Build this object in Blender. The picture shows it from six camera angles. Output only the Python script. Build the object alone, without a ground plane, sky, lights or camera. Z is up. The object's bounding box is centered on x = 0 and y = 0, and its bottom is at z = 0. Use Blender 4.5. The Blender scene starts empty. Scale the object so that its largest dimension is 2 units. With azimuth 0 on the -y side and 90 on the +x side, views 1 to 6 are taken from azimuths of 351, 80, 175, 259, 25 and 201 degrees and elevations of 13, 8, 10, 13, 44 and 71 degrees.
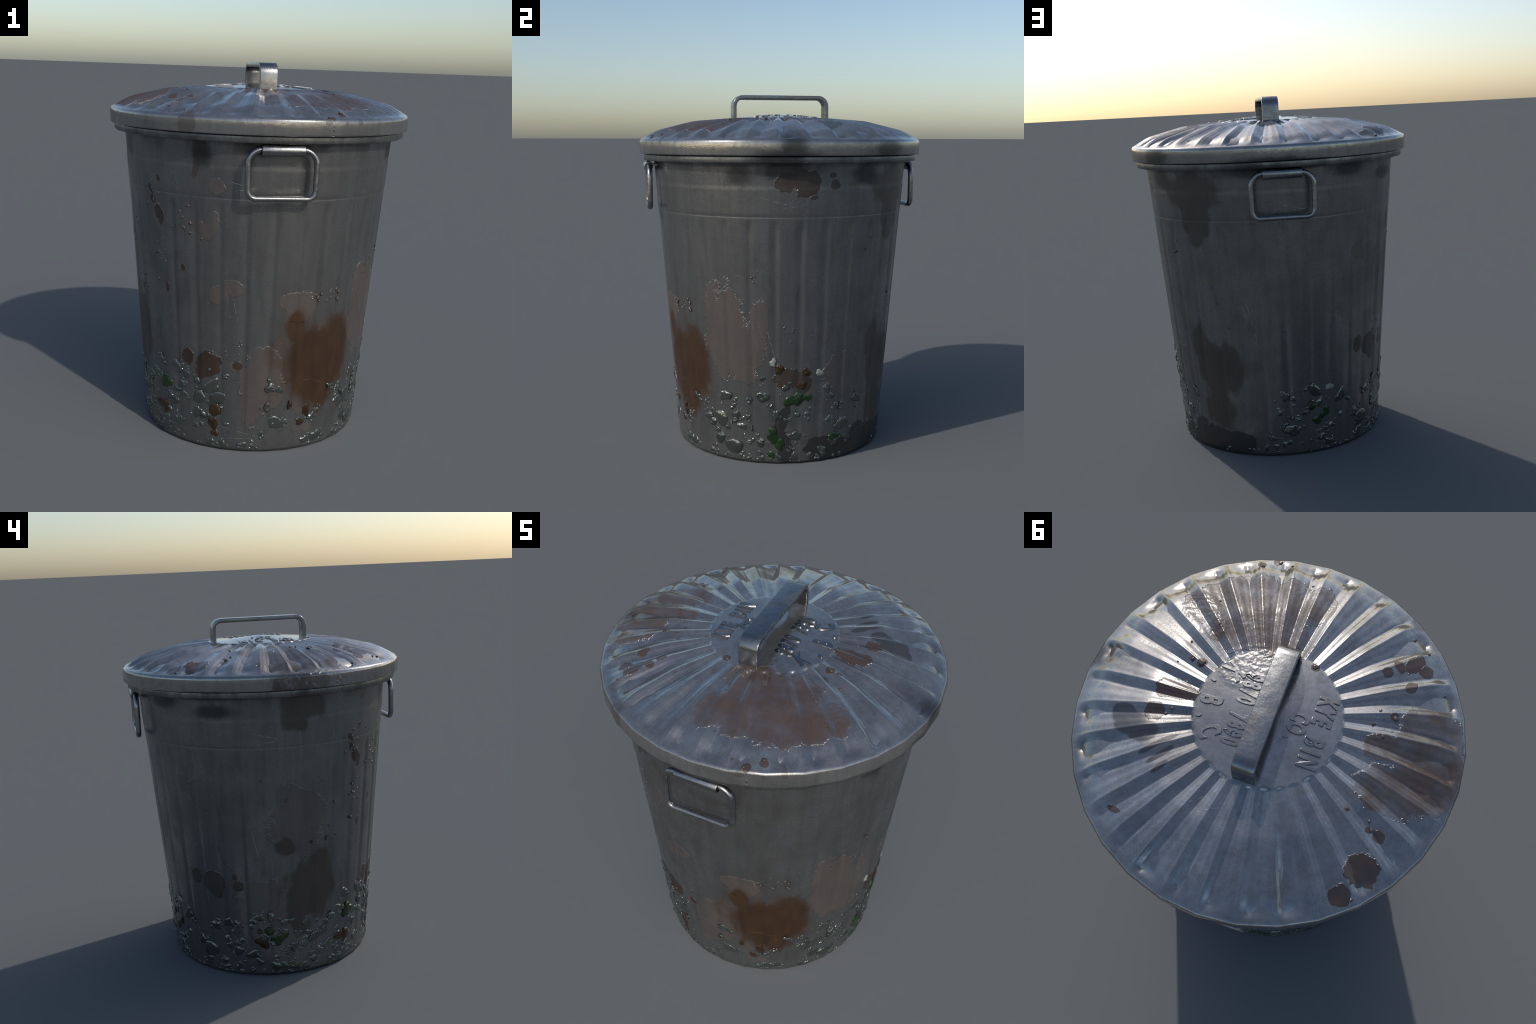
"""Dented galvanised rubbish bin with a ribbed lid, strap handle, two drop handles,
rust-brown stains and wet blobs of grime around the foot."""
import bpy, bmesh, math, random
import numpy as np
from mathutils import Vector, Matrix

rng = random.Random(7)
TAU = 2 * math.pi
SIDES = 32                       # flutes of the body = ribs of the lid = corners of the rim
PITCH = TAU / SIDES

# ------------------------------------------------------------------ helpers
def azimuth_point(az_deg, r, z):
    a = math.radians(az_deg)
    return Vector((r * math.sin(a), -r * math.cos(a), z))

def new_object(name, mesh, parent=None, mat=None):
    ob = bpy.data.objects.new(name, mesh)
    bpy.context.scene.collection.objects.link(ob)
    if parent is not None:
        ob.parent = parent
    if mat is not None and not mesh.materials:
        mesh.materials.append(mat)
    return ob

def smoothstep(a, b, x):
    t = np.clip((x - a) / (b - a), 0.0, 1.0)
    return t * t * (3 - 2 * t)

def polygon_factor(az):
    """distance to the edge of a 32-cornered polygon whose corners lie on the unit circle"""
    d = (az + PITCH / 2) % PITCH - PITCH / 2
    d = PITCH / 2 - np.abs(d)
    return math.cos(PITCH / 2) / np.cos(d)

def ring_mesh(name, rings, n, closed_profile=False, cap_first=False, cap_last=False):
    """rings: list of (n,3) arrays"""
    verts = np.concatenate(rings)
    m = len(rings)
    faces = []
    last = m if closed_profile else m - 1
    for i in range(last):
        a, b = i * n, ((i + 1) % m) * n
        for j in range(n):
            k = (j + 1) % n
            faces.append((a + j, a + k, b + k, b + j))
    if cap_first:
        faces.append(tuple(reversed(range(n))))
    if cap_last:
        faces.append(tuple(range((m - 1) * n, m * n)))
    me = bpy.data.meshes.new(name)
    me.from_pydata(verts.tolist(), [], faces)
    me.update()
    return me

def vertex_normals(me):
    out = np.empty(len(me.vertices) * 3, np.float32)
    me.vertex_normals.foreach_get("vector", out)
    return out.reshape(-1, 3)

def facet_outline_smooth_shading(me_round, me_faceted):
    """the faceted mesh is shaded like the round one"""
    nrm = vertex_normals(me_round)
    for p in me_faceted.polygons:
        p.use_smooth = True
    me_faceted.normals_split_custom_set_from_vertices([tuple(v) for v in nrm])
    bpy.data.meshes.remove(me_round)
    return me_faceted

# ------------------------------------------------------------------ node builder
class Nodes:
    def __init__(self, name):
        self.mat = bpy.data.materials.new(name)
        self.mat.use_nodes = True
        self.tree = self.mat.node_tree
        self.tree.nodes.clear()
        self.out = self.tree.nodes.new("ShaderNodeOutputMaterial")
        self.coord = self.tree.nodes.new("ShaderNodeTexCoord").outputs["Object"]

    def put(self, sock, val):
        if isinstance(val, bpy.types.NodeSocket):
            self.tree.links.new(val, sock)
        else:
            sock.default_value = val

    def math(self, op, a, b=0.0, c=0.0, clamp=False):
        n = self.tree.nodes.new("ShaderNodeMath")
        n.operation, n.use_clamp = op, clamp
        for s, v in zip(n.inputs, (a, b, c)):
            self.put(s, v)
        return n.outputs[0]

    def vec(self, op, a, b=(0, 0, 0), scale=1.0):
        n = self.tree.nodes.new("ShaderNodeVectorMath")
        n.operation = op
        self.put(n.inputs[0], a)
        self.put(n.inputs[1], b)
        if op == "SCALE":
            self.put(n.inputs["Scale"], scale)
        return n.outputs["Value"] if op in ("LENGTH", "DISTANCE", "DOT_PRODUCT") else n.outputs[0]

    def step(self, x, lo, hi, a=0.0, b=1.0, smooth=True):
        n = self.tree.nodes.new("ShaderNodeMapRange")
        n.interpolation_type = "SMOOTHSTEP" if smooth else "LINEAR"
        for s, v in zip(n.inputs, (x, lo, hi, a, b)):
            self.put(s, v)
        return n.outputs[0]

    def noise(self, vec, scale, detail=3.0, rough=0.55, colour=False, distortion=0.0):
        n = self.tree.nodes.new("ShaderNodeTexNoise")
        self.put(n.inputs["Vector"], vec)
        n.inputs["Scale"].default_value = scale
        n.inputs["Detail"].default_value = detail
        n.inputs["Roughness"].default_value = rough
        n.inputs["Distortion"].default_value = distortion
        return n.outputs["Color" if colour else "Fac"]

    def mapping(self, vec, loc=(0, 0, 0), rot=(0, 0, 0), scale=(1, 1, 1), kind="POINT"):
        n = self.tree.nodes.new("ShaderNodeMapping")
        n.vector_type = kind
        self.put(n.inputs["Vector"], vec)
        n.inputs["Location"].default_value = loc
        n.inputs["Rotation"].default_value = rot
        n.inputs["Scale"].default_value = scale
        return n.outputs[0]

    def mix(self, f, a, b):
        n = self.tree.nodes.new("ShaderNodeMix")
        n.data_type = "RGBA"
        self.put(n.inputs["Factor"], f)
        self.put(n.inputs["A"], a if isinstance(a, bpy.types.NodeSocket) else (*a, 1))
        self.put(n.inputs["B"], b if isinstance(b, bpy.types.NodeSocket) else (*b, 1))
        return n.outputs["Result"]

    def mixf(self, f, a, b):
        n = self.tree.nodes.new("ShaderNodeMix")
        n.data_type = "FLOAT"
        self.put(n.inputs[0], f)
        self.put(n.inputs[2], a)
        self.put(n.inputs[3], b)
        return n.outputs[0]

    def warp(self, amount, scale, detail=3.0, stretch=(1, 1, 1)):
        c = self.noise(self.mapping(self.coord, scale=stretch), scale, detail, 0.6, colour=True)
        c = self.vec("SUBTRACT", c, (0.5, 0.5, 0.5))
        return self.mapping(self.vec("ADD", self.coord, self.vec("SCALE", c, scale=amount)))

    def blotch(self, vec, centre, rot, radii):
        """one ellipse laid on the surface: 1 in its middle, 0.5 on its outline, 0 from twice its size outwards"""
        p = self.mapping(vec, centre, rot, [2 * r for r in radii], "TEXTURE")
        g = self.tree.nodes.new("ShaderNodeTexGradient")
        g.gradient_type = "SPHERICAL"
        self.put(g.inputs["Vector"], p)
        return g.outputs["Fac"]

    def union(self, fields):
        f = None                      # fields may be a generator: each one is merged as soon as it exists
        for g in fields:
            f = g if f is None else self.math("MAXIMUM", f, g)
        return f

    def finish(self, **sockets):
        b = self.tree.nodes.new("ShaderNodeBsdfPrincipled")
        for k, v in sockets.items():
            key = k.replace("_", " ")
            s = b.inputs[key]
            if isinstance(v, tuple) and len(v) == 3:
                v = (*v, 1)
            self.put(s, v)
        self.tree.links.new(b.outputs[0], self.out.inputs[0])
        return self.mat

    def bump(self, height, distance=1.0, strength=1.0, normal=None):
        n = self.tree.nodes.new("ShaderNodeBump")
        n.inputs["Strength"].default_value = strength
        n.inputs["Distance"].default_value = distance
        self.put(n.inputs["Height"], height)
        if normal is not None:
            self.put(n.inputs["Normal"], normal)
        return n.outputs[0]

# ------------------------------------------------------------------ the bin's measures
def wall_radius(z):
    return 0.600 + 0.080 * z

BAND_LOW, BAND_HIGH = 1.355, 1.502
LIP_LOW, LIP_TOP, LIP_R = 1.632, 1.672, 0.786
LID_R, SKIRT_LOW = 0.81, 1.668
LID_PROFILE_R = [0.0, 0.5, 0.707, 0.80]
LID_PROFILE_Z = [1.893, 1.852, 1.800, 1.7495]
DISC_R = 0.297

def on_wall(az, z, proud=0.0):
    return azimuth_point(az, wall_radius(z) + proud, z)

def lid_height(r):
    return np.interp(r, LID_PROFILE_R, LID_PROFILE_Z)

# ------------------------------------------------------------------ stain lists: (azimuth, height, half width, half height, tilt)
RUST = [            # orange brown, thick
    (18, 0.50, .120, .205, 0), (33, 0.52, .108, .205, 4), (26, 0.40, .135, .185, 0),
    (11, 0.69, .050, .085, 0), (25, .56, .12, .12, 0)]
RUST_HAZE = [(19, 0.50, .165, .245, 0), (6, 0.56, .11, .09, 0), (12, .70, .07, .10, 0), (31, .50, .15, .24, 0)]
RUST_SHARP = [      # the splash stamps: two lobes and a drip
    (-39.8, .500, .037, .046, 0), (-29.4, .480, .073, .072, 0), (-33, .43, .030, .040, 0), (-15, .487, .026, .026, 0),
    (-54, 1.245, .040, .034, 30), (-52.5, 1.215, .018, .035, 10), (-53, 1.419, .014, .016, 0), (-58.7, 1.36, .016, .028, -30), (-58.4, 1.32, .012, .022, 0),
    (-50.6, .855, .011, .026, 0), (-41, .98, .012, .018, 0),
    (-80, .80, .012, .012, 0), (-72, .81, .010, .018, 0)]
DULL = [            # dark grey brown, soft edged
    (-80, .50, .150, .190, 0), (-74, .61, .070, .140, -6), (-88, .44, .060, .150, 0), (-93, .785, .060, .050, 0), (-85, .33, .07, .09, 0),
    (137, 1.50, .175, .110, 0), (139, 1.36, .110, .110, 0), (138, 1.27, .055, .06, 0),
    (140, .50, .120, .190, 0), (150, .52, .080, .150, -10), (132, .66, .055, .11, 10), (141, .27, .10, .10, 0),
    (-84, 1.575, .120, .085, 0), (-88, 1.49, .075, .06, 15),
    (-32, 1.58, .036, .065, 8), (-33.5, 1.49, .018, .05, 12)]
DULL_SHARP = [
    (82.2, 1.535, .053, .046, 0), (91, 1.535, .072, .064, 0), (91, 1.48, .05, .02, -10), (103, 1.522, .030, .026, 0), (102, 1.57, .020, .014, 0), (94, 1.455, .022, .012, 0),
    (-140.5, .592, .036, .050, 0), (-130, .566, .075, .070, 0), (-128, .50, .03, .03, 0), (-117, .556, .030, .031, 0), (-118.5, .61, .015, .018, 0),
    (84, .49, .075, .055, 0), (92, .46, .05, .05, 0)]
FILM = [            # thin tan wash
    (54, .73, .125, .260, 4), (62, .64, .120, .170, -4), (47, .82, .05, .15, 0), (70, .78, .055, .15, 12),
    (-3, .40, .120, .210, 0), (-8, .27, .065, .12, 0), (13, .80, .090, .080, 0), (6, .84, .045, .045, 0), (20, .30, .09, .09, 0),
    (-28, 1.20, .040, .075, 15), (-25, 1.413, .042, .040, 0), (-32.5, 1.205, .030, .035, 0), (-11.5, .455, .032, .026, -20), (-16, .475, .035, .03, 0),
    (-87, .92, .150, .200, 0), (-79, .98, .08, .12, -10), (-93, 1.06, .05, .08, 0), (-104, .44, .16, .14, 0),
    (-143.3, 1.139, .036, .052, 0), (-133.7, 1.11, .072, .068, 0), (-131, 1.03, .03, .035, 0), (-121.6, 1.075, .029, .026, 0), (-122, 1.12, .02, .015, 0),
    (-24, .86, .05, .05, 0), (-18, .90, .06, .04, 0), (21, .118, .03, .022, 0), (15, .122, .02, .02, 0), (113, .50, .12, .12, 0)]
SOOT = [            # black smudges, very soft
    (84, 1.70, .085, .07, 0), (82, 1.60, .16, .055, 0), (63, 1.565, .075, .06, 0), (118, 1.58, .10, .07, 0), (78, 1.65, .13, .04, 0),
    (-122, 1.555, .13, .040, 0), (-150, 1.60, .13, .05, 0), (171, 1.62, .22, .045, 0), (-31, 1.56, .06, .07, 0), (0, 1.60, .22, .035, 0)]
GRIME = [           # dark dry dirt with hard edges on the foot
    (80.5, .22, .035, .130, 22), (83, .10, .05, .11, -10), (106, .07, .15, .07, 6), (134, .06, .22, .085, -6), (150, .06, .13, .06, -14), (125, .13, .05, .06, 30)]
SCRATCH = [(-15, 1.425, .085, 14), (-14, 1.40, .045, -8), (78, 1.435, .080, 16), (81, 1.42, .05, -12), (86, 1.408, .06, -9),
           (-176, 1.42, .080, 14), (-172, 1.405, .05, -8), (-99, 1.415, .085, 13), (-96, 1.392, .08, -8),
           (-15, .115, .13, 13), (-13, .075, .10, -4), (74, .125, .05, 13), (170, .115, .10, 12), (66, .80, .012, 80), (69, .70, .10, 78), (72, .72, .13, 75), (76, .68, .12, 75),
           (-20, .84, .12, 80), (-17, .82, .10, 78), (-107, .80, .12, 78), (163, .80, .12, 78), (160, .84, .10, 76)]

def wall_fields(nb, vec, rows):
    return nb.union(nb.blotch(vec, on_wall(az, z), (0, math.radians(tilt), math.radians(az)), (a, 0.45, b))
                    for az, z, a, b, tilt in rows)

ORANGE_BROWN = (0.034, 0.0150, 0.0042)
SPLASH_BROWN = (0.036, 0.0185, 0.0105)
DULL_BROWN = (0.043, 0.028, 0.0185)
TAN = (0.095, 0.070, 0.058)
SOOT_BLACK = (0.008, 0.008, 0.008)

def zinc(nb, rough_lo=0.26, rough_hi=0.41, bright=0.205, tint=(1.01, 1.0, 0.985)):
    """bare galvanised sheet: mottled, with vertical dirt streaks"""
    cloud = nb.noise(nb.coord, 5.0, 4, 0.6)
    streak = nb.noise(nb.mapping(nb.coord, scale=(26, 26, 2.2)), 1.0, 3, 0.6)
    speck = nb.noise(nb.coord, 160.0, 1, 0.6)
    tone = nb.math("ADD", nb.step(cloud, 0.3, 0.7, 0.82, 1.15), nb.step(streak, 0.35, 0.7, 0.06, -0.09))
    tone = nb.math("ADD", tone, nb.step(speck, 0.3, 0.7, -0.10, 0.07))
    base = nb.vec("SCALE", tuple(bright * t for t in tint), scale=tone)
    rough = nb.math("ADD", nb.step(cloud, 0.3, 0.7, rough_hi, rough_lo), nb.step(speck, 0.3, 0.7, 0.05, -0.05))
    return base, rough, streak, speck, cloud

def rough_edge(nb, field, *noises):
    """push the outline of a stain in and out with (noise, amount) pairs"""
    for n, amount in noises:
        field = nb.math("ADD", field, nb.math("MULTIPLY_ADD", n, amount, -0.5 * amount))
    return field

def dirty_metal(nb, base, rough, layers, dirt_rough, height):
    """layers: (mask, opacity, colour), bottom first; the dirt is a coat of its own over the metal"""
    cover, colour = None, None
    for mask, opacity, c in layers:
        k = nb.math("MULTIPLY", mask, opacity)
        if cover is None:
            cover, colour = k, (c if isinstance(c, bpy.types.NodeSocket) else (*c, 1))
            continue
        cover = nb.math("SUBTRACT", nb.math("ADD", cover, k), nb.math("MULTIPLY", cover, k))
        share = nb.math("DIVIDE", k, nb.math("MAXIMUM", cover, 1e-4), clamp=True)
        colour = nb.mix(share, colour if isinstance(colour, bpy.types.NodeSocket) else tuple(colour[:3]), c)
    bump = nb.bump(height)
    metal = nb.tree.nodes.new("ShaderNodeBsdfPrincipled")
    coat = nb.tree.nodes.new("ShaderNodeBsdfPrincipled")
    nb.put(metal.inputs["Base Color"], base)
    metal.inputs["Metallic"].default_value = 0.84       # a film of dust scatters some light
    nb.put(metal.inputs["Roughness"], rough)
    nb.put(coat.inputs["Base Color"], colour)
    nb.put(coat.inputs["Roughness"], dirt_rough)
    for b in (metal, coat):
        nb.put(b.inputs["Normal"], bump)
    mix = nb.tree.nodes.new("ShaderNodeMixShader")
    nb.put(mix.inputs[0], cover)
    nb.tree.links.new(metal.outputs[0], mix.inputs[1])
    nb.tree.links.new(coat.outputs[0], mix.inputs[2])
    nb.tree.links.new(mix.outputs[0], nb.out.inputs[0])
    return nb.mat

# ------------------------------------------------------------------ materials
def body_material():
    nb = Nodes("stained_galvanised_wall")
    base, rough, streak, speck, cloud = zinc(nb)
    broad = nb.noise(nb.coord, 9.0, 5, 0.62)
    fine = nb.noise(nb.coord, 42.0, 2, 0.5)
    run = nb.noise(nb.mapping(nb.coord, scale=(1, 1, 0.30)), 15.0, 4, 0.62)
    xyz = nb.tree.nodes.new("ShaderNodeSeparateXYZ")
    nb.put(xyz.inputs[0], nb.coord)
    z = xyz.outputs[2]

    splash = nb.step(rough_edge(nb, wall_fields(nb, nb.coord, RUST_SHARP), (fine, .34), (broad, .30)), 0.49, 0.52)
    dsplash = nb.step(rough_edge(nb, wall_fields(nb, nb.coord, DULL_SHARP), (fine, .34), (broad, .30)), 0.49, 0.52)
    film_f = rough_edge(nb, wall_fields(nb, nb.coord, FILM), (broad, .75), (fine, .10))
    film = nb.step(film_f, 0.492, 0.512)
    rust = nb.step(rough_edge(nb, wall_fields(nb, nb.coord, RUST), (run, .40), (broad, .30), (fine, .08)), 0.40, 0.60)
    haze = nb.step(rough_edge(nb, wall_fields(nb, nb.coord, RUST_HAZE), (run, .50), (broad, .30)), 0.38, 0.66)
    dull = nb.step(rough_edge(nb, wall_fields(nb, nb.coord, DULL), (run, .60), (broad, .45)), 0.40, 0.60)
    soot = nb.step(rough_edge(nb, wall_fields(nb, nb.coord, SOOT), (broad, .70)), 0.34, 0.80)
    grime = nb.step(rough_edge(nb, wall_fields(nb, nb.coord, GRIME), (broad, .60), (fine, .08)), 0.48, 0.53)
    scr = (nb.blotch(nb.coord, on_wall(az, h), (0, math.radians(tilt), math.radians(az)), (a, 0.3, 0.0011)) for az, h, a, tilt in SCRATCH)
    scratch = nb.math("MULTIPLY", nb.step(nb.union(scr), 0.40, 0.62), nb.step(fine, 0.42, 0.55))

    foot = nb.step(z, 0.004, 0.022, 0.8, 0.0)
    under_lip_dark = nb.math("MULTIPLY", nb.step(z, 1.54, 1.635, 0.0, 1.0), nb.step(run, 0.35, 0.62))  # darker, uneven band on the wall just below the lip
    streaks = nb.math("MULTIPLY", nb.step(run, 0.53, 0.66), nb.step(broad, 0.42, 0.60))
    wash = nb.math("MULTIPLY", film, nb.step(run, 0.30, 0.62, 0.45, 1.0))
    tone = nb.step(run, 0.3, 0.7, 0.75, 1.25)
    base = nb.mix(nb.math("MULTIPLY", scratch, 0.8), base, (0.62, 0.62, 0.60))
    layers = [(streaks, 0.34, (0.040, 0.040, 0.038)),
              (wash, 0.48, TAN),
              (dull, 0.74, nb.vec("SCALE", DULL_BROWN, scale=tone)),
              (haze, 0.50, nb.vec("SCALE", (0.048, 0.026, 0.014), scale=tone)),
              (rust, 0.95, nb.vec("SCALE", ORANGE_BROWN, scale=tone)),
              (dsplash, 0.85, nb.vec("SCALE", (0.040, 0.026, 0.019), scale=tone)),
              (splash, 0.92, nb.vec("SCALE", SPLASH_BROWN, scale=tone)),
              (under_lip_dark, 0.45, (0.020, 0.020, 0.020)),
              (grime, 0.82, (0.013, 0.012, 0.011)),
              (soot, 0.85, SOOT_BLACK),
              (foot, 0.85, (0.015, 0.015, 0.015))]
    h = nb.math("MULTIPLY", film, 0.0016)
    h = nb.math("ADD", h, nb.math("MULTIPLY", nb.math("MAXIMUM", splash, dsplash), 0.0026))
    h = nb.math("ADD", h, nb.math("MULTIPLY", speck, 0.0002))
    h = nb.math("ADD", h, nb.math("MULTIPLY", cloud, 0.003))
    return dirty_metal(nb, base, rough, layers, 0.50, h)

# lid stains: (azimuth, radius from the centre, half width, half length, turn)
LID_BROWN = [(10, .52, .12, .15, 0), (24, .55, .16, .16, 0), (38, .56, .12, .15, 0), (-2, .56, .07, .11, 0), (48, .60, .08, .09, 0), (2, .34, .08, .09, 0), (18, .37, .12, .12, 0), (40, .42, .09, .10, 0),
             (-86, .66, .17, .16, 0), (-76, .66, .12, .14, 0), (-95, .66, .12, .16, 0), (-86, .48, .06, .10, 0), (-102, .56, .10, .14, 0), (-110, .53, .045, .05, 0)]
LID_SPLASH = [(-129.3, .698, .068, .068, 0), (-138.8, .745, .042, .042, 0), (-118, .635, .024, .026, 0), (-121, .48, .010, .010, 0), (-119.5, .59, .013, .013, 0),
              (90, .385, .040, .095, -4), (104.9, .455, .040, .042, 0), (93, .44, .03, .035, 0), (67.5, .363, .020, .020, 0), (69, .405, .011, .013, 0),
              (-21.5, .290, .018, .017, 0), (-47, .66, .030, .050, 20), (-51, .69, .028, .030, 0), (-47, .53, .022, .024, 0), (-46, .59, .03, .02, 0), (-69, .504, .015, .018, 0),
              (140, .70, .03, .012, 30), (22, .765, .02, .018, 0), (17, .785, .016, .02, 0), (-56, .60, .022, .03, 30)]
LID_SMUDGE = [(129, .45, .012, .06, 12), (122, .41, .012, .05, 12), (124, .48, .012, .05, 12), (135, .47, .012, .04, 12), (115, .50, .045, .06, 0), (106, .58, .05, .055, 0), (110, .55, .05, .07, 0)]  # narrow rows: short dark marks in flat colour, no relief
LID_SCRATCH = [(161, .42, .11, 62), (165, .46, .09, 42), (45, .62, .06, 60), (49, .62, .07, 40)]

def lid_fields(nb, vec, rows):
    return nb.union(nb.blotch(vec, azimuth_point(az, rad, 1.82), (0, 0, math.radians(az + turn)), (a, b, 3.0))
                    for az, rad, a, b, turn in rows)

def lid_material():
    nb = Nodes("stained_galvanised_lid")
    base, rough, streak, speck, cloud = zinc(nb, 0.12, 0.22, 0.33, (1.02, 1.0, 0.97))  # base lightened and slightly warmed to match the sky's reflection on the lid
    broad = nb.noise(nb.coord, 10.0, 5, 0.62)
    fine = nb.noise(nb.coord, 42.0, 2, 0.5)
    brown_f = rough_edge(nb, lid_fields(nb, nb.coord, LID_BROWN), (broad, .55), (fine, .12))
    brown = nb.step(brown_f, 0.492, 0.512)
    stain = nb.math("MULTIPLY_ADD", nb.step(brown_f, 0.42, 0.68), 0.55, nb.math("MULTIPLY", brown, 0.45))
    hammered = nb.step(lid_fields(nb, nb.coord, [(38, .235, .12, .10, 0), (48, .55, .07, .13, 0)]), 0.42, 0.55)
    splash = nb.step(rough_edge(nb, lid_fields(nb, nb.coord, LID_SPLASH), (broad, .40), (fine, .32)), 0.49, 0.52)
    smudge = nb.step(rough_edge(nb, lid_fields(nb, nb.coord, LID_SMUDGE), (broad, .5)), 0.44, 0.58)
    patchy = nb.step(nb.noise(nb.coord, 7, 4, .65), 0.34, 0.60, 0.52, 1.0)
    # the skirt carries its own run marks
    skirt = nb.step(rough_edge(nb, wall_fields(nb, nb.coord, [(-34, 1.71, .052, .06, 0), (-86, 1.70, .16, .07, 0), (15, 1.735, .02, .02, 0), (28, 1.74, .015, .02, 0), (22, 1.73, .012, .012, 0)]), (broad, .4)), 0.47, 0.55)
    soot = nb.step(rough_edge(nb, wall_fields(nb, nb.coord, [(85, 1.71, .09, .09, 0), (83, 1.67, .17, .035, 0), (125, 1.70, .13, .05, 0), (175, 1.665, .25, .03, 0)]), (broad, .6)), 0.34, 0.80)
    scr = (nb.blotch(nb.coord, azimuth_point(az, rad, 1.82), (0, 0, math.radians(az + turn)), (a, .0012, 3.0)) for az, rad, a, turn in LID_SCRATCH)
    scratch = nb.math("MULTIPLY", nb.step(nb.union(scr), 0.40, 0.62), nb.step(fine, 0.40, 0.55))
    k = nb.math("MULTIPLY", stain, patchy)
    base = nb.mix(nb.math("MULTIPLY", scratch, 0.7), base, (0.7, 0.7, 0.7))
    layers = [(nb.math("MULTIPLY", nb.step(broad, 0.54, 0.66), nb.step(cloud, .45, .6)), 0.35, (0.09, 0.085, 0.08)),
              (k, 0.84, (0.074, 0.046, 0.032)),
              (skirt, 0.50, (0.055, 0.042, 0.033)),
              (splash, 0.86, (0.058, 0.034, 0.024)),
              (smudge, 0.72, (0.025, 0.025, 0.025)),
              (soot, 0.82, SOOT_BLACK)]
    h = nb.math("MULTIPLY", brown, 0.0018)
    h = nb.math("ADD", h, nb.math("MULTIPLY", splash, 0.0030))
    h = nb.math("ADD", h, nb.math("MULTIPLY", nb.math("MULTIPLY_ADD", hammered, 0.0024, nb.math("MULTIPLY", brown, 0.0012)), nb.noise(nb.coord, 48, 1)))
    h = nb.math("ADD", h, nb.math("MULTIPLY", cloud, 0.002))
    h = nb.math("ADD", h, nb.math("MULTIPLY", speck, 0.0002))
    return dirty_metal(nb, base, rough, layers, 0.28, h)

def bar_material(name, bright=0.46, rough=0.30, stain=0.35):
    nb = Nodes(name)
    n = nb.noise(nb.coord, 16, 4)
    s = nb.noise(nb.coord, 150, 2)
    patch = nb.math("MULTIPLY", nb.step(nb.noise(nb.coord, 7, 3), 0.52, 0.62), stain)
    col = nb.mix(patch, nb.vec("SCALE", (bright, bright, bright), scale=nb.step(n, .3, .7, .88, 1.08)), (0.12, 0.095, 0.08))
    rg = nb.math("ADD", nb.step(n, .3, .7, rough + .08, rough - .04), nb.step(s, .3, .7, -.04, .04))
    return nb.finish(Base_Color=col, Metallic=nb.math("SUBTRACT", 1.0, nb.math("MULTIPLY", patch, .6)), Roughness=rg,
                     Normal=nb.bump(nb.math("MULTIPLY", n, 0.002)))

def blob_material(name, a, b, metallic, rough):
    nb = Nodes(name)
    info = nb.tree.nodes.new("ShaderNodeObjectInfo").outputs["Random"]
    n = nb.noise(nb.coord, 1.8, 3)
    col = nb.mix(nb.math("ADD", nb.math("MULTIPLY", info, .6), nb.math("MULTIPLY", n, .4)), a, b)
    return nb.finish(Base_Color=col, Metallic=metallic, Roughness=rough, Normal=nb.bump(nb.math("MULTIPLY", nb.noise(nb.coord, 2.6, 1), 0.0040)))

WALL = body_material()
LID = lid_material()
STRAP = bar_material("worn_strap_steel", 0.27, 0.26)
ROD = bar_material("worn_rod_steel", 0.30, 0.27, 0.15)
LETTER = bar_material("raised_letter_steel", 0.26, 0.25, 0.3)
BLOB = {
    "s": blob_material("wet_grey_grime", (0.11, 0.12, 0.108), (0.19, 0.21, 0.19), 0.85, 0.11),
    "b": blob_material("wet_brown_grime", (0.026, 0.013, 0.006), (0.040, 0.022, 0.008), 0.0, 0.22),
    "g": blob_material("wet_green_slime", (0.009, 0.025, 0.008), (0.016, 0.042, 0.010), 0.0, 0.20),
    "w": blob_material("pale_grime", (0.20, 0.21, 0.19), (0.24, 0.25, 0.23), 0.0, 0.25),
}
DROP = blob_material("dried_brown_drop", (0.13, 0.105, 0.09), (0.06, 0.044, 0.036), 0.45, 0.25)

# ------------------------------------------------------------------ thing
can = bpy.data.objects.new("trash_can", None)
bpy.context.scene.collection.objects.link(can)
can["label"] = "battered galvanised steel trash can with ribbed lid and rust stains"
can["category"] = "trash can"

# ------------------------------------------------------------------ body
N = SIDES * 14
AZ = np.arange(N) * TAU / N

def flute(az):
    """0 on the crest of a flute, 1 in the groove just past each corner; the groove is steeper on one side"""
    t = (az / PITCH + 0.90) % 1.0
    groove = smoothstep(0.54, 0.86, t) * (1 - smoothstep(0.86, 1.0, t))
    return groove

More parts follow.
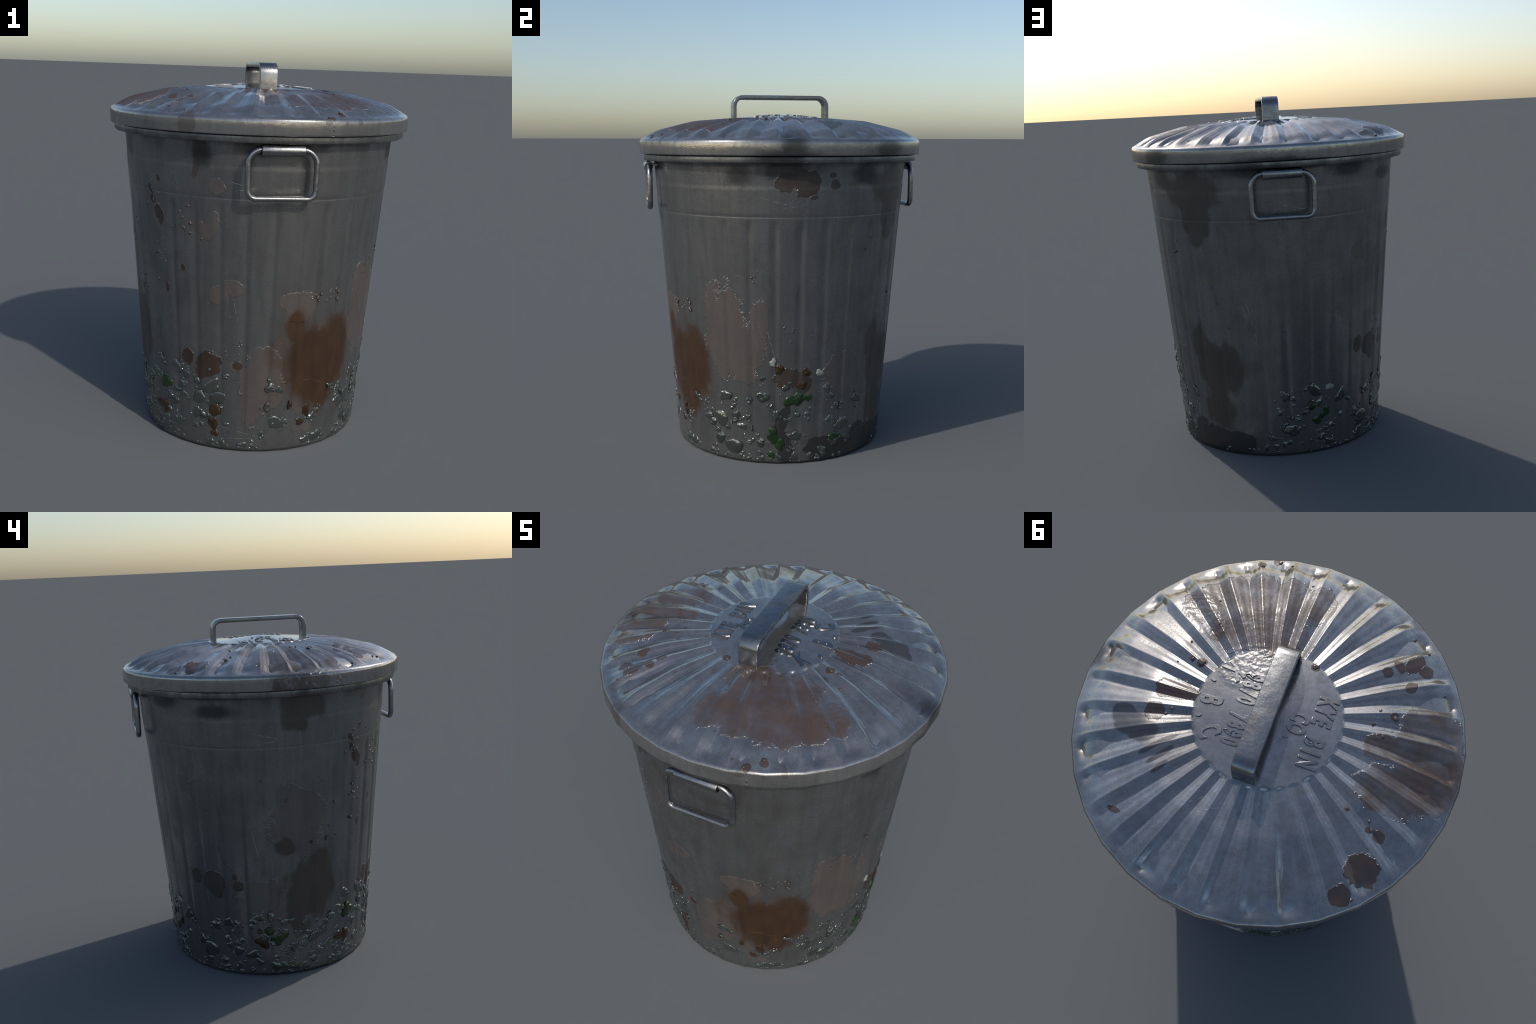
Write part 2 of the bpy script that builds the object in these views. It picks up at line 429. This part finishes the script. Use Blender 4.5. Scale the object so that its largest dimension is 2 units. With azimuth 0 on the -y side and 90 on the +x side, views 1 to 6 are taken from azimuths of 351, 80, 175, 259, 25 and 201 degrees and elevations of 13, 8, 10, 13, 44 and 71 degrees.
def body_rings(faceted):
    rings = []
    pf = polygon_factor(AZ) if faceted else np.ones(N)
    def ring(r, z):
        rr = r * pf
        rings.append(np.stack([rr * np.sin(AZ), -rr * np.cos(AZ), np.full(N, z)], -1))
    ring(0.05, 0.004)
    ring(0.56, 0.004)
    ring(0.578, 0.0)
    ring(0.592, 0.0)
    ring(0.5975, 0.004)
    ring(0.6005, 0.012)
    for z in np.concatenate([np.linspace(0.02, 1.335, 44), [1.343, 1.347, 1.350]]):
        depth = 0.0066 * smoothstep(1.345, 1.30, np.array(z)) * smoothstep(0.0, 0.30, np.array(z))
        ring(wall_radius(z) - depth * flute(AZ), z)
    # groove and pressed band under the handles
    ring(wall_radius(1.3525) - 0.0006, 1.3525)
    ring(wall_radius(1.3555) - 0.0006, 1.3555)
    ring(wall_radius(1.361) + 0.0004, 1.3610)
    for z in np.linspace(1.375, 1.49, 9):
        ring(wall_radius(z) + 0.0009, z)
    ring(wall_radius(1.498) + 0.0009, 1.498)
    ring(wall_radius(1.510) - 0.0006, 1.510)
    for z in np.linspace(1.52, 1.628, 7):
        ring(wall_radius(z) - 0.0006, z)
    # lip
    for r, z in ((0.735, 1.629), (0.772, 1.629), (0.780, 1.630), (0.7850, 1.6325), (0.7868, 1.637), (0.7872, 1.648), (0.7872, 1.660), (0.7862, 1.6645), (0.783, 1.6675), (0.776, 1.669), (0.74, 1.670),
                 (0.722, 1.660), (0.712, 1.60), (0.582, 0.02), (0.05, 0.016)):
        ring(r, z)
    return rings

me = facet_outline_smooth_shading(
    ring_mesh("round_body", body_rings(False), N, cap_first=True, cap_last=True),
    ring_mesh("body", body_rings(True), N, cap_first=True, cap_last=True))
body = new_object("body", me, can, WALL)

# ------------------------------------------------------------------ lid
M = SIDES * 24
LAZ = np.arange(M) * TAU / M

_r = np.random.RandomState(4)
RIB_LEAN = _r.uniform(-0.09, 0.13, SIDES)
RIB_DEPTH = _r.uniform(0.75, 1.25, SIDES)
RIB_PINCH = np.clip(_r.uniform(-0.6, 1.2, SIDES), 0, 1)

def rib_height(r, az):
    """saw-shaped corrugation: crest on every rim corner, valley creeping towards it near the rim"""
    az = np.asarray(az, float)
    i = np.floor(az / PITCH).astype(int) % SIDES
    t = (az / PITCH) % 1.0
    s = np.clip((r - DISC_R) / (0.76 - DISC_R), 0, 1)
    valley = 0.50 - 0.24 * s + RIB_LEAN[i] * s
    w = np.where(t < valley, 1 - t / valley, (t - valley) / (1 - valley))
    w = w + 0.03 * np.sin(TAU * 2 * w)            # slightly flattened crest and valley
    amp = 0.0030 + 0.0265 * r
    env = smoothstep(DISC_R - 0.004, DISC_R + 0.010, r) * (1 - smoothstep(0.738, 0.798, r))
    # a pinched crease where the sheet was pressed hardest, just short of the rim
    pinch = 0.0045 * RIB_PINCH[i] * np.exp(-((t - valley) / 0.035) ** 2) * smoothstep(0.62, 0.80, s) * (1 - smoothstep(0.93, 1.0, s))
    dent = RIB_DEPTH[i] * (1 + 0.25 * np.sin(TAU * (s * 0.9 + RIB_DEPTH[i] * 3)))
    return amp * env * (dent * (w - 1) + 0.05) - pinch

def lid_rings(faceted):
    rings = []
    pf = polygon_factor(LAZ) if faceted else np.ones(M)
    def ring(r, z):
        k = pf if np.ndim(z) == 0 or True else pf
        rings.append(np.stack([r * k * np.sin(LAZ), -r * k * np.cos(LAZ), np.broadcast_to(z, (M,))], -1))
    radii = np.concatenate([[0.004, .03, .06, .10, .14, .18, .22, .26, .285], np.linspace(DISC_R - 0.005, DISC_R + 0.012, 8), np.linspace(0.325, 0.755, 40), np.linspace(0.762, 0.793, 11)])
    for r in radii:
        # soften the profile kinks a little
        z = np.mean([lid_height(r + d) for d in (-0.02, -0.01, 0, 0.01, 0.02)]) if 0.03 < r < 0.77 else lid_height(r)
        ring(r, z + rib_height(r, LAZ))
    for r, z in ((0.795, 1.7525), (0.801, 1.750), (0.8065, 1.7455), (0.8095, 1.739), (0.8105, 1.731), (0.8095, 1.70), (0.809, 1.678), (0.8085, 1.671), (0.806, 1.6685), (0.802, 1.6695), (0.801, 1.70), (0.80, 1.735), (0.70, 1.785), (0.3, 1.85)):
        ring(r, z)
    return rings

me = facet_outline_smooth_shading(
    ring_mesh("round_lid", lid_rings(False)[::-1], M, cap_first=True, cap_last=True),
    ring_mesh("lid", lid_rings(True)[::-1], M, cap_first=True, cap_last=True))
lid = new_object("lid", me, can, LID)

# ------------------------------------------------------------------ lid handle: flat strap bent to a hoop
def sweep(name, path, half_w, half_t, width_axis, corner=0.004, segs=4, closed=False, elliptical=False, around=16):
    """path of points in a plane normal to width_axis; section is a rounded box or an ellipse"""
    sec = []
    if elliptical:
        for i in range(around):
            a = TAU * i / around
            sec.append((half_w * math.cos(a), half_t * math.sin(a)))
    else:
        for cx, cy, a0 in ((1, 1, 0), (-1, 1, 90), (-1, -1, 180), (1, -1, 270)):
            for k in range(segs + 1):
                a = math.radians(a0 + 90 * k / segs)
                sec.append((cx * (half_w - corner) + corner * math.cos(a), cy * (half_t - corner) + corner * math.sin(a)))
    n, W = len(sec), Vector(width_axis)
    rings, m = [], len(path)
    for i, p in enumerate(path):
        a = path[(i - 1) % m] if closed or i > 0 else p
        b = path[(i + 1) % m] if closed or i < m - 1 else p
        t = (Vector(b) - Vector(a)).normalized()
        nrm = t.cross(W).normalized()
        rings.append(np.array([list(Vector(p) + W * u + nrm * v) for u, v in sec]))
    me = ring_mesh(name, rings, n, closed_profile=closed, cap_first=not closed, cap_last=not closed)
    bm = bmesh.new()
    bm.from_mesh(me)
    bmesh.ops.recalc_face_normals(bm, faces=bm.faces)
    bm.to_mesh(me)
    bm.free()
    me.shade_smooth()
    me.set_sharp_from_angle(angle=math.radians(50))
    return me

def bend(corners, radius, steps):
    """polyline with each inner corner replaced by an arc"""
    out = [Vector(corners[0])]
    for i in range(1, len(corners) - 1):
        p, a, b = Vector(corners[i]), Vector(corners[i - 1]), Vector(corners[i + 1])
        r = radius[i - 1] if isinstance(radius, (list, tuple)) else radius
        u, v = (a - p).normalized(), (b - p).normalized()
        c = p + (u + v) * r
        for k in range(steps + 1):
            th = math.pi / 2 * k / steps
            out.append(c - v * r * math.cos(th) - u * r * math.sin(th))
    out.append(Vector(corners[-1]))
    return out

HT = 0.0118
path = bend([(0, -0.2685, 1.845), (0, -0.2685, 2.0 - HT), (0, 0.2715, 2.0 - HT), (0, 0.2715, 1.845)], 0.048, 6)
strap = new_object("lid_handle", sweep("lid_handle", path, 0.0465, HT, (1, 0, 0), corner=0.0045), lid, STRAP)

# ------------------------------------------------------------------ raised lettering on the crown of the lid
def letter(ch, cap_height, squeeze, place, name="letter"):
    """place(x, y) -> lid plane; the glyph is extruded, rounded and laid on the crown"""
    cu = bpy.data.curves.new("glyph", "FONT")
    cu.body = ch
    cu.size = cap_height / 0.70
    cu.align_x = "CENTER"
    cu.extrude = 0.0038
    cu.bevel_depth = 0.0016
    cu.bevel_resolution = 2
    cu.offset = 0.0038
    tmp = bpy.data.objects.new("glyph", cu)
    bpy.context.scene.collection.objects.link(tmp)
    bpy.context.view_layer.update()
    me = bpy.data.meshes.new_from_object(tmp)
    bpy.data.objects.remove(tmp)
    bpy.data.curves.remove(cu)
    for v in me.vertices:
        x, y = place(v.co.x * squeeze, v.co.y)
        v.co = (x, y, float(lid_height(math.hypot(x, y))) + v.co.z * 1.0 - 0.0005)
    me.name = name
    me.shade_smooth()
    me.set_sharp_from_angle(angle=math.radians(40))
    return new_object(name, me, lid, LETTER)

def row(text, base_x, y_mid, pitch, cap, squeeze):
    for i, ch in enumerate(text):
        if ch == " ":
            continue
        y0 = y_mid + (i - (len(text) - 1) / 2) * pitch
        letter(ch, cap, squeeze, lambda x, y, y0=y0: (base_x - y, y0 + x))

row("KYE BIN", -0.172, -0.001, 0.0447, 0.075, 0.56)
row("CO.", -0.088, 0.013, 0.046, 0.072, 0.56)
row("9870 7890", 0.140, 0.006, 0.0362, 0.074, 0.50)
for ch, az, base in (("K", 53.8, .282), (".", 73, .280), ("B", 91.7, .280), (".", 107.6, .282), ("C", 124.4, .280)):
    a = math.radians(az)
    def place(x, y, a=a, base=base):
        return ((base - y) * math.sin(a) + x * math.cos(a), -(base - y) * math.cos(a) + x * math.sin(a))
    letter(ch, 0.088, 0.56, place)

# ------------------------------------------------------------------ side handles
def side_handle(sign):
    y = -0.7605 * 1.0 if sign < 0 else 0.753
    hw, top, low, t = 0.1638, 1.603, 1.3708, 0.0138
    loop = bend([(0, y, top), (hw * sign, y, top), (hw * sign, y, low), (-hw * sign, y, low), (-hw * sign, y, top), (0, y, top)], [.066, .040, .040, .066], 7)[:-1]
    rod = new_object("side_handle", sweep("side_handle", loop, 0.0152, t, (0, 1, 0), closed=True, elliptical=True), can, ROD)
    # rolled sleeve that carries the rod, with the tongue that is spot-welded to the wall
    ys = y + 0.005 * sign
    prof = []
    for k in range(28):
        a = TAU * k / 28
        prof.append((0.0262 * math.cos(a), 0.0262 * math.sin(a)))
    rings = []
    for x in (-0.104, -0.1025, -0.10, 0.10, 0.1025, 0.104):
        s = 0.90 if abs(x) > 0.103 else (0.97 if abs(x) > 0.101 else 1.0)
        rings.append(np.array([[x, ys + s * u, 1.5995 + s * v] for u, v in prof]))
    for x in (0.104, 0.08):
        rings.append(np.array([[x, ys + 0.75 * u, 1.5995 + 0.75 * v] for u, v in prof]))
    rings.insert(0, rings[0] * np.array([1, 1, 1]) * 1.0)
    rings[0] = np.array([[-0.08, ys + 0.75 * u, 1.5995 + 0.75 * v] for u, v in prof])
    rings.insert(1, np.array([[-0.104, ys + 0.75 * u, 1.5995 + 0.75 * v] for u, v in prof]))
    me = ring_mesh("handle_sleeve", rings, 28, cap_first=True, cap_last=True)
    bm = bmesh.new()
    bm.from_mesh(me)
    bmesh.ops.recalc_face_normals(bm, faces=bm.faces)
    bm.to_mesh(me)
    bm.free()
    me.shade_smooth()
    me.set_sharp_from_angle(angle=math.radians(40))
    new_object("handle_sleeve", me, rod, ROD)
    bm = bmesh.new()
    bmesh.ops.create_cube(bm, size=1.0)
    y0, y1 = 0.700 * sign, ys
    for v in bm.verts:
        v.co = (v.co.x * 0.195, (y0 + y1) / 2 + v.co.y * abs(y1 - y0), 1.606 + v.co.z * 0.012)
    bmesh.ops.bevel(bm, geom=list(bm.edges), offset=0.002, segments=2, affect="EDGES")
    me = bpy.data.meshes.new("handle_tongue")
    bm.to_mesh(me)
    bm.free()
    new_object("handle_tongue", me, rod, ROD)

side_handle(-1)
side_handle(1)

# ------------------------------------------------------------------ blobs of wet grime round the foot
def blob_mesh(name, lobes, spiky, seed, flat=0.20, rings=9, around=34):
    """low mound with an uneven outline: radius 1, rounded shoulder, flattish top"""
    r = random.Random(seed)
    ph = [r.random() * TAU for _ in range(8)]
    verts, faces = [], []
    for i in range(rings + 1):
        s = i / rings
        for j in range(around):
            a = TAU * j / around
            out = 0.80 + lobes * math.cos(2 * a + ph[0]) + 0.8 * lobes * math.cos(3 * a + ph[1]) + 0.5 * lobes * math.cos(5 * a + ph[2]) \
                + spiky * math.cos(9 * a + ph[3]) + spiky * 0.8 * math.cos(13 * a + ph[4])
            h = flat * (1 - s ** 3.4) ** 0.6
            h *= 1 + 0.16 * math.sin(4.5 * s * math.cos(a + ph[5]) + ph[6]) + 0.08 * math.cos(5 * s * math.sin(a + ph[7]))
            verts.append((s * out * math.cos(a), h - 0.055, s * out * math.sin(a)))
    for i in range(rings):
        for j in range(around):
            k = (j + 1) % around
            a, b = i * around, (i + 1) * around
            if i == 0:
                faces.append((a + j, b + j, b + k))
            else:
                faces.append((a + j, b + j, b + k, a + k))
    faces.append(tuple(rings * around + j for j in reversed(range(around))))
    me = bpy.data.meshes.new(name)
    me.from_pydata(verts, [], faces)
    bm = bmesh.new()
    bm.from_mesh(me)
    bmesh.ops.remove_doubles(bm, verts=bm.verts, dist=1e-5)
    bmesh.ops.recalc_face_normals(bm, faces=bm.faces)
    bm.to_mesh(me)
    bm.free()
    me.shade_smooth()
    return me

SHAPES = {k: [] for k in BLOB}
for k in BLOB:
    for i in range(8):
        me = blob_mesh("grime_blob", 0.06 + 0.032 * (i % 4), 0.055 if i % 3 == 2 else 0.015, 31 * i + ord(k))
        me.materials.append(BLOB[k])
        SHAPES[k].append(me)

# (azimuth, height, radius) of the blobs that stand out
GREY = {
    "front": [(-46, 0.43, 0.034), (-41, 0.398, 0.026), (-35, 0.376, 0.019), (-28, 0.353, 0.046), (-34, 0.285, 0.038), (-25, 0.292, 0.045), (-35, 0.197, 0.03), (-21, 0.419, 0.015), (-48, 0.294, 0.023), (-43, 0.281, 0.019), (-47, 0.116, 0.031), (-56, 0.065, 0.03), (-59, 0.455, 0.019), (-63, 0.356, 0.028),
              (1, 0.365, 0.03), (5, 0.354, 0.022), (-1, 0.258, 0.015), (4, 0.167, 0.042), (9, 0.172, 0.015), (-3, 0.107, 0.017), (27, 0.207, 0.016), (23, 0.177, 0.018), (29, 0.056, 0.028), (21, 0.037, 0.028), (-12, 0.034, 0.023), (-7, 0.036, 0.017), (34, 0.331, 0.018), (42, 0.229, 0.025), (53, 0.368, 0.022), (39, 0.306, 0.016)],
    "right": [(52, 0.371, 0.034), (57, 0.323, 0.015), (64, 0.365, 0.013), (72, 0.381, 0.037), (76, 0.331, 0.013), (83, 0.433, 0.02), (89, 0.283, 0.017), (94, 0.283, 0.017), (85, 0.252, 0.013), (41, 0.231, 0.027), (49, 0.234, 0.048), (58, 0.268, 0.027), (64, 0.263, 0.017), (61, 0.206, 0.027), (48, 0.116, 0.035), (56, 0.084, 0.05), (65, 0.119, 0.017), (66, 0.193, 0.011), (72, 0.486, 0.017),
              (88, 0.161, 0.034), (88, 0.027, 0.021), (70, 0.058, 0.017), (65, 0.03, 0.013), (60, 0.034, 0.014), (26, 0.047, 0.029), (104, 0.423, 0.028), (107, 0.372, 0.019), (110, 0.313, 0.019), (107, 0.243, 0.023), (114, 0.201, 0.043), (123, 0.333, 0.031), (24, 0.179, 0.021), (86, 0.085, 0.015)],
    "back": [(177, 0.357, 0.031), (-179, 0.339, 0.019), (-167, 0.374, 0.039), (-152, 0.317, 0.04), (-148, 0.288, 0.018), (-172, 0.387, 0.015), (-165, 0.299, 0.027), (-158, 0.152, 0.02), (-173, 0.248, 0.02), (174, 0.257, 0.018), (180, 0.151, 0.04), (-176, 0.156, 0.016), (170, 0.107, 0.018), (166, 0.043, 0.02), (-159, 0.034, 0.028), (-165, 0.09, 0.016), (-177, 0.219, 0.012), (-142, 0.184, 0.033), (-138, 0.108, 0.033), (-161, 0.136, 0.018)],
    "left": [(-131, 0.304, 0.038), (-124, 0.332, 0.029), (-119, 0.323, 0.025), (-107, 0.368, 0.029), (-101, 0.369, 0.028), (-94, 0.333, 0.024), (-89, 0.175, 0.029), (-136, 0.139, 0.05), (-138, 0.058, 0.031), (-125, 0.23, 0.019), (-117, 0.221, 0.019), (-119, 0.15, 0.03), (-111, 0.135, 0.034), (-119, 0.065, 0.019), (-128, 0.094, 0.017), (-93, 0.149, 0.021), (-99, 0.049, 0.034), (-94, 0.051, 0.03), (-89, 0.048, 0.034),
             (-86, 0.252, 0.021), (-83, 0.185, 0.029), (-78, 0.216, 0.033), (-73, 0.244, 0.038), (-70, 0.15, 0.03), (-75, 0.123, 0.034), (-71, 0.291, 0.025), (-67, 0.319, 0.025), (-58, 0.434, 0.029), (-63, 0.083, 0.03), (-51, 0.059, 0.027), (-49, 0.223, 0.026), (-44, 0.434, 0.02), (-78, 0.078, 0.026), (-65, 0.02, 0.02), (-57, 0.025, 0.022)]}
COLOURED = {
    "b": [(-26, 0.225, 0.038), (-27, 0.148, 0.034), (-26, 0.092, 0.023), (-56, 0.163, 0.036), (11, 0.264, 0.019), (20, 0.222, 0.031), (17, 0.16, 0.027), (80, 0.54, 0.027), (93, 0.521, 0.026), (91, 0.449, 0.026), (-106, 0.214, 0.042), (-107, 0.282, 0.021), (-61, 0.172, 0.039)],
    "g": [(-54, 0.314, 0.035), (88, 0.369, 0.048), (94, 0.376, 0.026), (77, 0.162, 0.042), (80, 0.115, 0.034), (76, 0.052, 0.023), (110, 0.134, 0.035), (-169, 0.285, 0.027), (-162, 0.233, 0.036), (-166, 0.197, 0.032), (-98, 0.227, 0.041), (-95, 0.24, 0.029), (-102, 0.281, 0.029), (-56, 0.323, 0.038)],
    "w": [(77, 0.576, 0.022), (100, 0.511, 0.022), (-159, 0.382, 0.023)]}

def lay_on_wall(ob, az, z, r, stretch, spin, thick):
    z = max(z, r * 1.3 + 0.004)
    lean = math.atan(0.080)
    a = math.radians(az)
    face = Matrix.Rotation(a, 4, "Z") @ Matrix.Rotation(lean, 4, "X") @ Matrix.Rotation(math.pi, 4, "Z")
    # local +y looks out of the wall
    p = azimuth_point(az, wall_radius(z) * float(polygon_factor(np.array(a % TAU))) - 0.0012, z)
    ob.matrix_world = Matrix.Translation(p) @ face @ Matrix.Rotation(spin, 4, "Y") @ Matrix.Diagonal((r * stretch, thick, r / stretch, 1))

def add_blob(kind, az, z, r):
    me = rng.choice(SHAPES[kind])
    ob = bpy.data.objects.new({"s": "grime_blob", "b": "brown_grime_blob", "g": "slime_blob", "w": "pale_grime_blob"}[kind], me)
    bpy.context.scene.collection.objects.link(ob)
    ob.parent = body
    st = rng.uniform(0.85, 1.2)
    lay_on_wall(ob, az, z, r * 1.22, st, rng.uniform(0, TAU), 0.030 + 0.44 * r)

for rows in GREY.values():
    for az, z, r in rows:
        add_blob("s", az, z, r)
for kind, rows in COLOURED.items():
    for az, z, r in rows:
        add_blob(kind, az, z, r)
# the crust between them: thickest on the left side, thinner elsewhere
for az0, az1, zmax, n in ((-128, -56, .36, 52), (-64, -20, .36, 22), (40, 118, .30, 26), (165, 215, .30, 14)):
    for _ in range(n):
        add_blob("s", rng.uniform(az0, az1), 0.02 + (zmax - 0.02) * rng.random() ** 1.4, rng.uniform(0.011, 0.026))

# specks and beads too small to count: one joined part each
def scatter(name, spots, mat, seed, parent, proud):
    bm = bmesh.new()
    src = [blob_mesh("speck", 0.08, 0.02, seed + i, 0.30, 5, 16) for i in range(5)]
    dummy = bpy.data.objects.new("dummy", None)
    r = random.Random(seed)
    for kind, a, b, rad in spots:
        me = r.choice(src).copy()
        if kind == "wall":
            lay_on_wall(dummy, a, b, rad, r.uniform(0.8, 1.25), r.uniform(0, TAU), proud + rad * 0.4)
            m = dummy.matrix_basis.copy()
        else:
            p = azimuth_point(a, b, float(lid_height(b)) + float(rib_height(np.array(b), np.array(math.radians(a) % TAU))))
            m = Matrix.Translation(p) @ Matrix.Rotation(math.pi / 2, 4, "X") @ Matrix.Diagonal((rad, proud + rad * 0.4, rad, 1))
        me.transform(m)
        bm.from_mesh(me)
        bpy.data.meshes.remove(me)
    for s in src:
        bpy.data.meshes.remove(s)
    bpy.data.objects.remove(dummy)
    me = bpy.data.meshes.new(name)
    bmesh.ops.recalc_face_normals(bm, faces=bm.faces)
    bm.to_mesh(me)
    bm.free()
    me.shade_smooth()
    ob = new_object(name, me, parent, mat)
    ob["kind"] = "stuff"

specks = []
for rows in GREY.values():
    for az, z, r in rows:
        for _ in range(rng.choice((2, 3, 3, 4))):
            d, t = r * rng.uniform(1.0, 2.1), rng.uniform(0, TAU)
            specks.append(("wall", az + math.degrees(d * math.cos(t) / 0.63), z + d * math.sin(t), rng.uniform(0.004, 0.016)))
for _ in range(70):
    specks.append(("wall", rng.uniform(-180, 180), abs(rng.gauss(0, 0.02)) + 0.012, rng.uniform(0.006, 0.014)))
scatter("grime_specks", specks, BLOB["s"], 5, body, 0.012)

beads = []
def spray(az, z, sa, sz, n, lo=0.004, hi=0.010):
    for _ in range(n):
        beads.append(("wall", rng.gauss(az, sa), rng.gauss(z, sz), rng.uniform(lo, hi)))
spray(22, .86, 4, .035, 14)
spray(30, .83, 3, .03, 6, .008, .015)
spray(-15, .56, 3, .03, 7)
spray(66, 1.02, 3.5, .045, 9)
spray(86, .70, 3, .05, 8)
spray(-57, 1.36, 3, .07, 12, .006, .014)
spray(-54, 1.08, 3, .09, 10, .006, .013)
spray(-38, 1.20, 5, .05, 7, .006, .014)
spray(-80, 1.12, 9, .10, 9)
spray(-120, .66, 4, .04, 6)
spray(118, 1.15, 4, .10, 6)
spray(150, .80, 6, .07, 7)
spray(-68, .84, 4, .05, 5)
scatter("dried_beads", beads, DROP, 11, body, 0.010)

drops = [("lid", -21.5, .290, .017), ("lid", 67.5, .363, .019), ("lid", 69, .405, .010), ("lid", 75, .45, .007), ("lid", 62, .47, .008), ("lid", -121, .48, .010),
         ("lid", -118.5, .60, .012), ("lid", -117, .57, .009), ("lid", -136, .775, .010), ("lid", -66, .45, .010), ("lid", -73, .42, .010), ("lid", -70, .51, .014),
         ("lid", -80, .46, .008), ("lid", 106, .41, .012), ("lid", 103, .385, .010), ("lid", 45, .47, .008), ("lid", 40, .59, .006), ("lid", 22, .75, .014), ("lid", -38, .73, .010),
         ("lid", 16, .78, .014), ("lid", 12, .76, .008), ("lid", -60, .74, .007), ("lid", 3, .66, .007), ("lid", -45, .74, .009)]
scatter("lid_drops", drops, DROP, 17, lid, 0.010)
